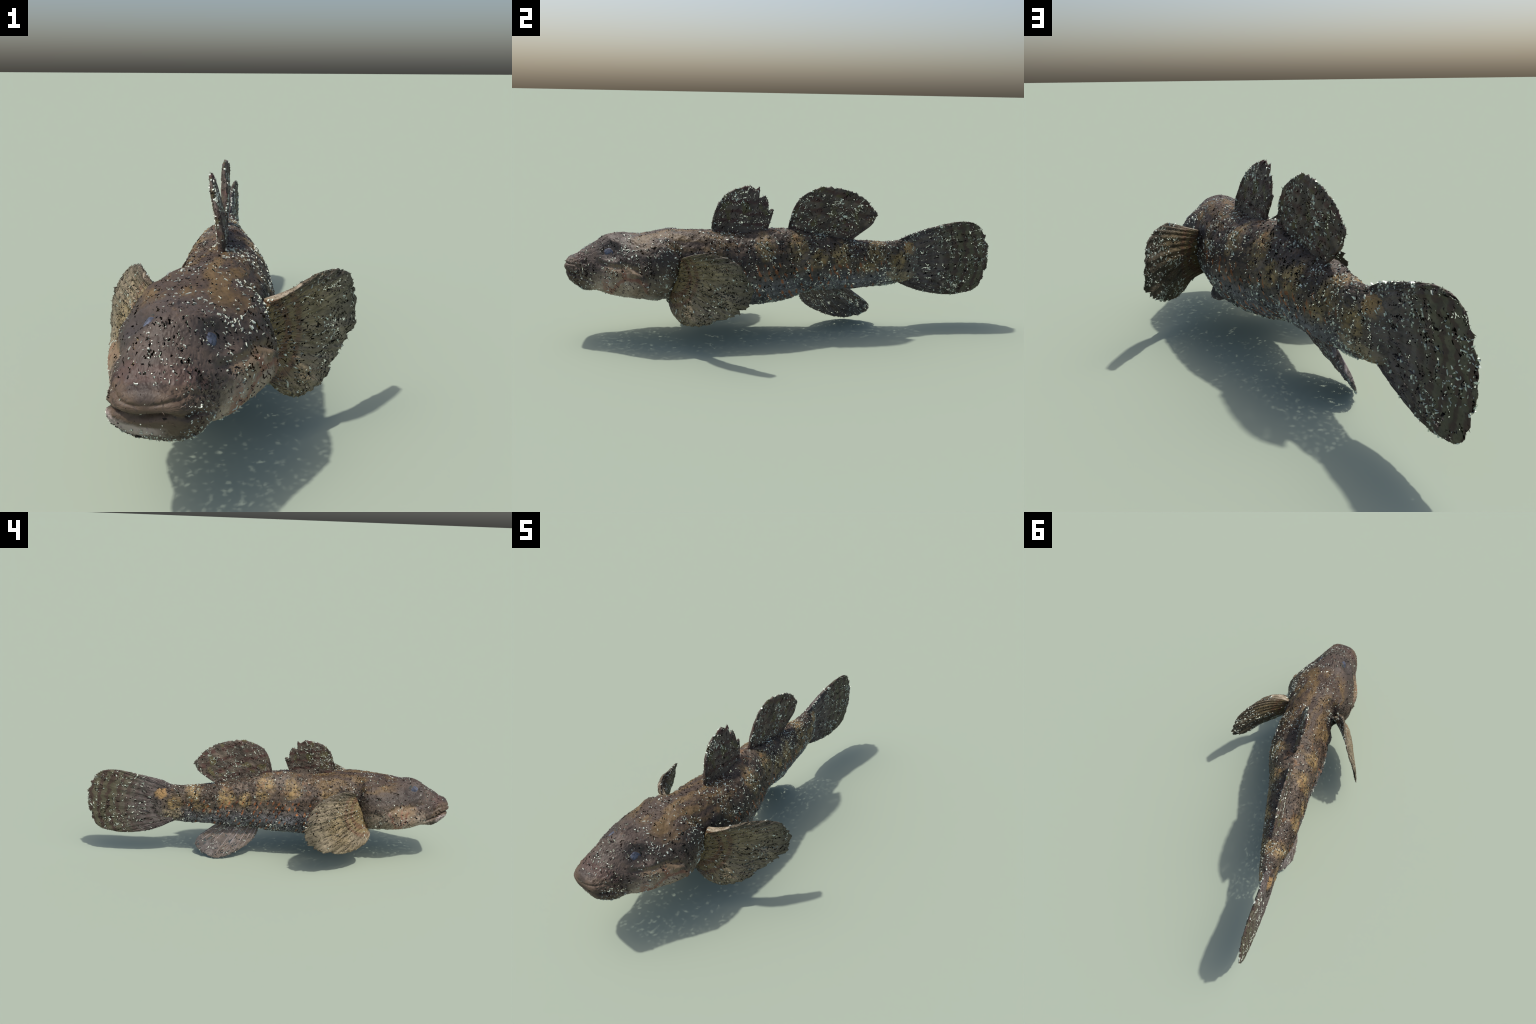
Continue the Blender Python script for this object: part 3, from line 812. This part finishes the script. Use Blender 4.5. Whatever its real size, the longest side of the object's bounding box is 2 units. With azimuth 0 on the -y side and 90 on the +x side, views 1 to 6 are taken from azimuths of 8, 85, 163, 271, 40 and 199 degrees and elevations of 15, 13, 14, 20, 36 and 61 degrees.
rng = np.random.default_rng(55)
Pf, Nf = P.reshape(-1, 3), BN[:NY * NT]
area_w = np.linalg.norm(np.cross(np.gradient(P, axis=0), np.roll(P, -1, 1) - P), axis=-1).reshape(-1)
away = np.minimum(*[np.linalg.norm(Pf - c, axis=1) for c in EYES.values()]) > 0.028
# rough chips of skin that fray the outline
w = area_w * away
sel = rng.choice(len(Pf), 2200, replace=False, p=w / w.sum())
stuff("skin_shard", shards(Pf[sel], Nf[sel], rng.uniform(.005, .011, len(sel)), rng), SKIN, fish)
# chips tinted like sunlit ground glimpsed through cracks; most on right flank, belly
cl = fbm(Pf[::7], 8, 77.0)
cl = np.repeat(cl, 7)[:len(Pf)]
lean = np.clip(0.65 + 0.45 * np.sign(Nf[:, 0]) * np.abs(Nf[:, 0]) ** .6, 0.25, 1.1) + 0.4 * sstep(0.27, 0.20, Pf[:, 2]) * (Pf[:, 1] > -0.45)
w = area_w * away * np.clip(0.25 + 1.6 * cl, 0.04, 1) * lean 
band = bump(Pf[:, 2], 0.39, 0.035) * sstep(-0.9, -0.8, Pf[:, 1]) * sstep(-0.35, -0.45, Pf[:, 1])
w = w * (1 + 1.6 * band) * (1 + 1.5 * sstep(-0.92, -0.97, Pf[:, 1]))
sel = rng.choice(len(Pf), 3000, replace=False, p=w / w.sum())
stuff("lit_ground_chip", chips(Pf[sel], Nf[sel], rng.gamma(4, .0016, len(sel)).clip(.003, .015) * (1 - 0.35 * sstep(-0.70, -0.85, Pf[sel, 1])), rng), PAINTED_LIT_GROUND, fish)

lean = np.clip(0.50 - 0.80 * Nf[:, 0], 0.08, 1.2)  # black chips drawn for the unlit inside showing through cracks, mostly left
w = area_w * away * np.clip(0.4 + 1.4 * fbm(Pf[::7], 10, 31.0).repeat(7)[:len(Pf)], 0.04, 1) * lean * (0.14 + 0.86 * sstep(-0.72, -0.52, Pf[:, 1])) 
sel = rng.choice(len(Pf), 3400, replace=False, p=w / w.sum())
stuff("painted_gap_shade", chips(Pf[sel], Nf[sel], rng.gamma(4, .0016, len(sel)).clip(.003, .014), rng, 0.0006, 0.0008), PAINTED_GAP_SHADE, fish)

for ob, A, B, n, mat, r, pale in SHARD_SITES:
    m = A.shape[0] * A.shape[1]
    area = np.linalg.norm(np.cross(np.gradient(A, axis=0), np.gradient(A, axis=1)), axis=-1).reshape(-1)
    total = area.sum()
    cnt = int(total * 2900)
    edge = np.zeros(A.shape[:2]); edge[:, -4:] = 1
    for S_, sg, amount in ((A, 1, pale[0]), (B, -1, pale[1])):
        skin_mat = mat[0] if sg == 1 else mat[1]
        w = area * (1 + 2.5 * edge.reshape(-1))
        sel = r.choice(m, cnt, p=w / w.sum())
        pts = S_.reshape(-1, 3)[sel]
        stuff("skin_shard", shards(pts, np.repeat((n * sg)[None], cnt, 0), r.uniform(.005, .011, cnt), r), skin_mat, ob)
        few = max(4, int(total * 2300 * amount))
        w = area * np.clip(0.25 + 1.7 * fbm(S_.reshape(-1, 3), 12, 9.0 + sg), 0.05, 2)
        sel = r.choice(m, few, p=w / w.sum())
        pts = S_.reshape(-1, 3)[sel]
        stuff("lit_ground_chip", chips(pts, np.repeat((n * sg)[None], few, 0), r.gamma(4, .0018, few).clip(.003, .015), r), PAINTED_LIT_GROUND, ob)
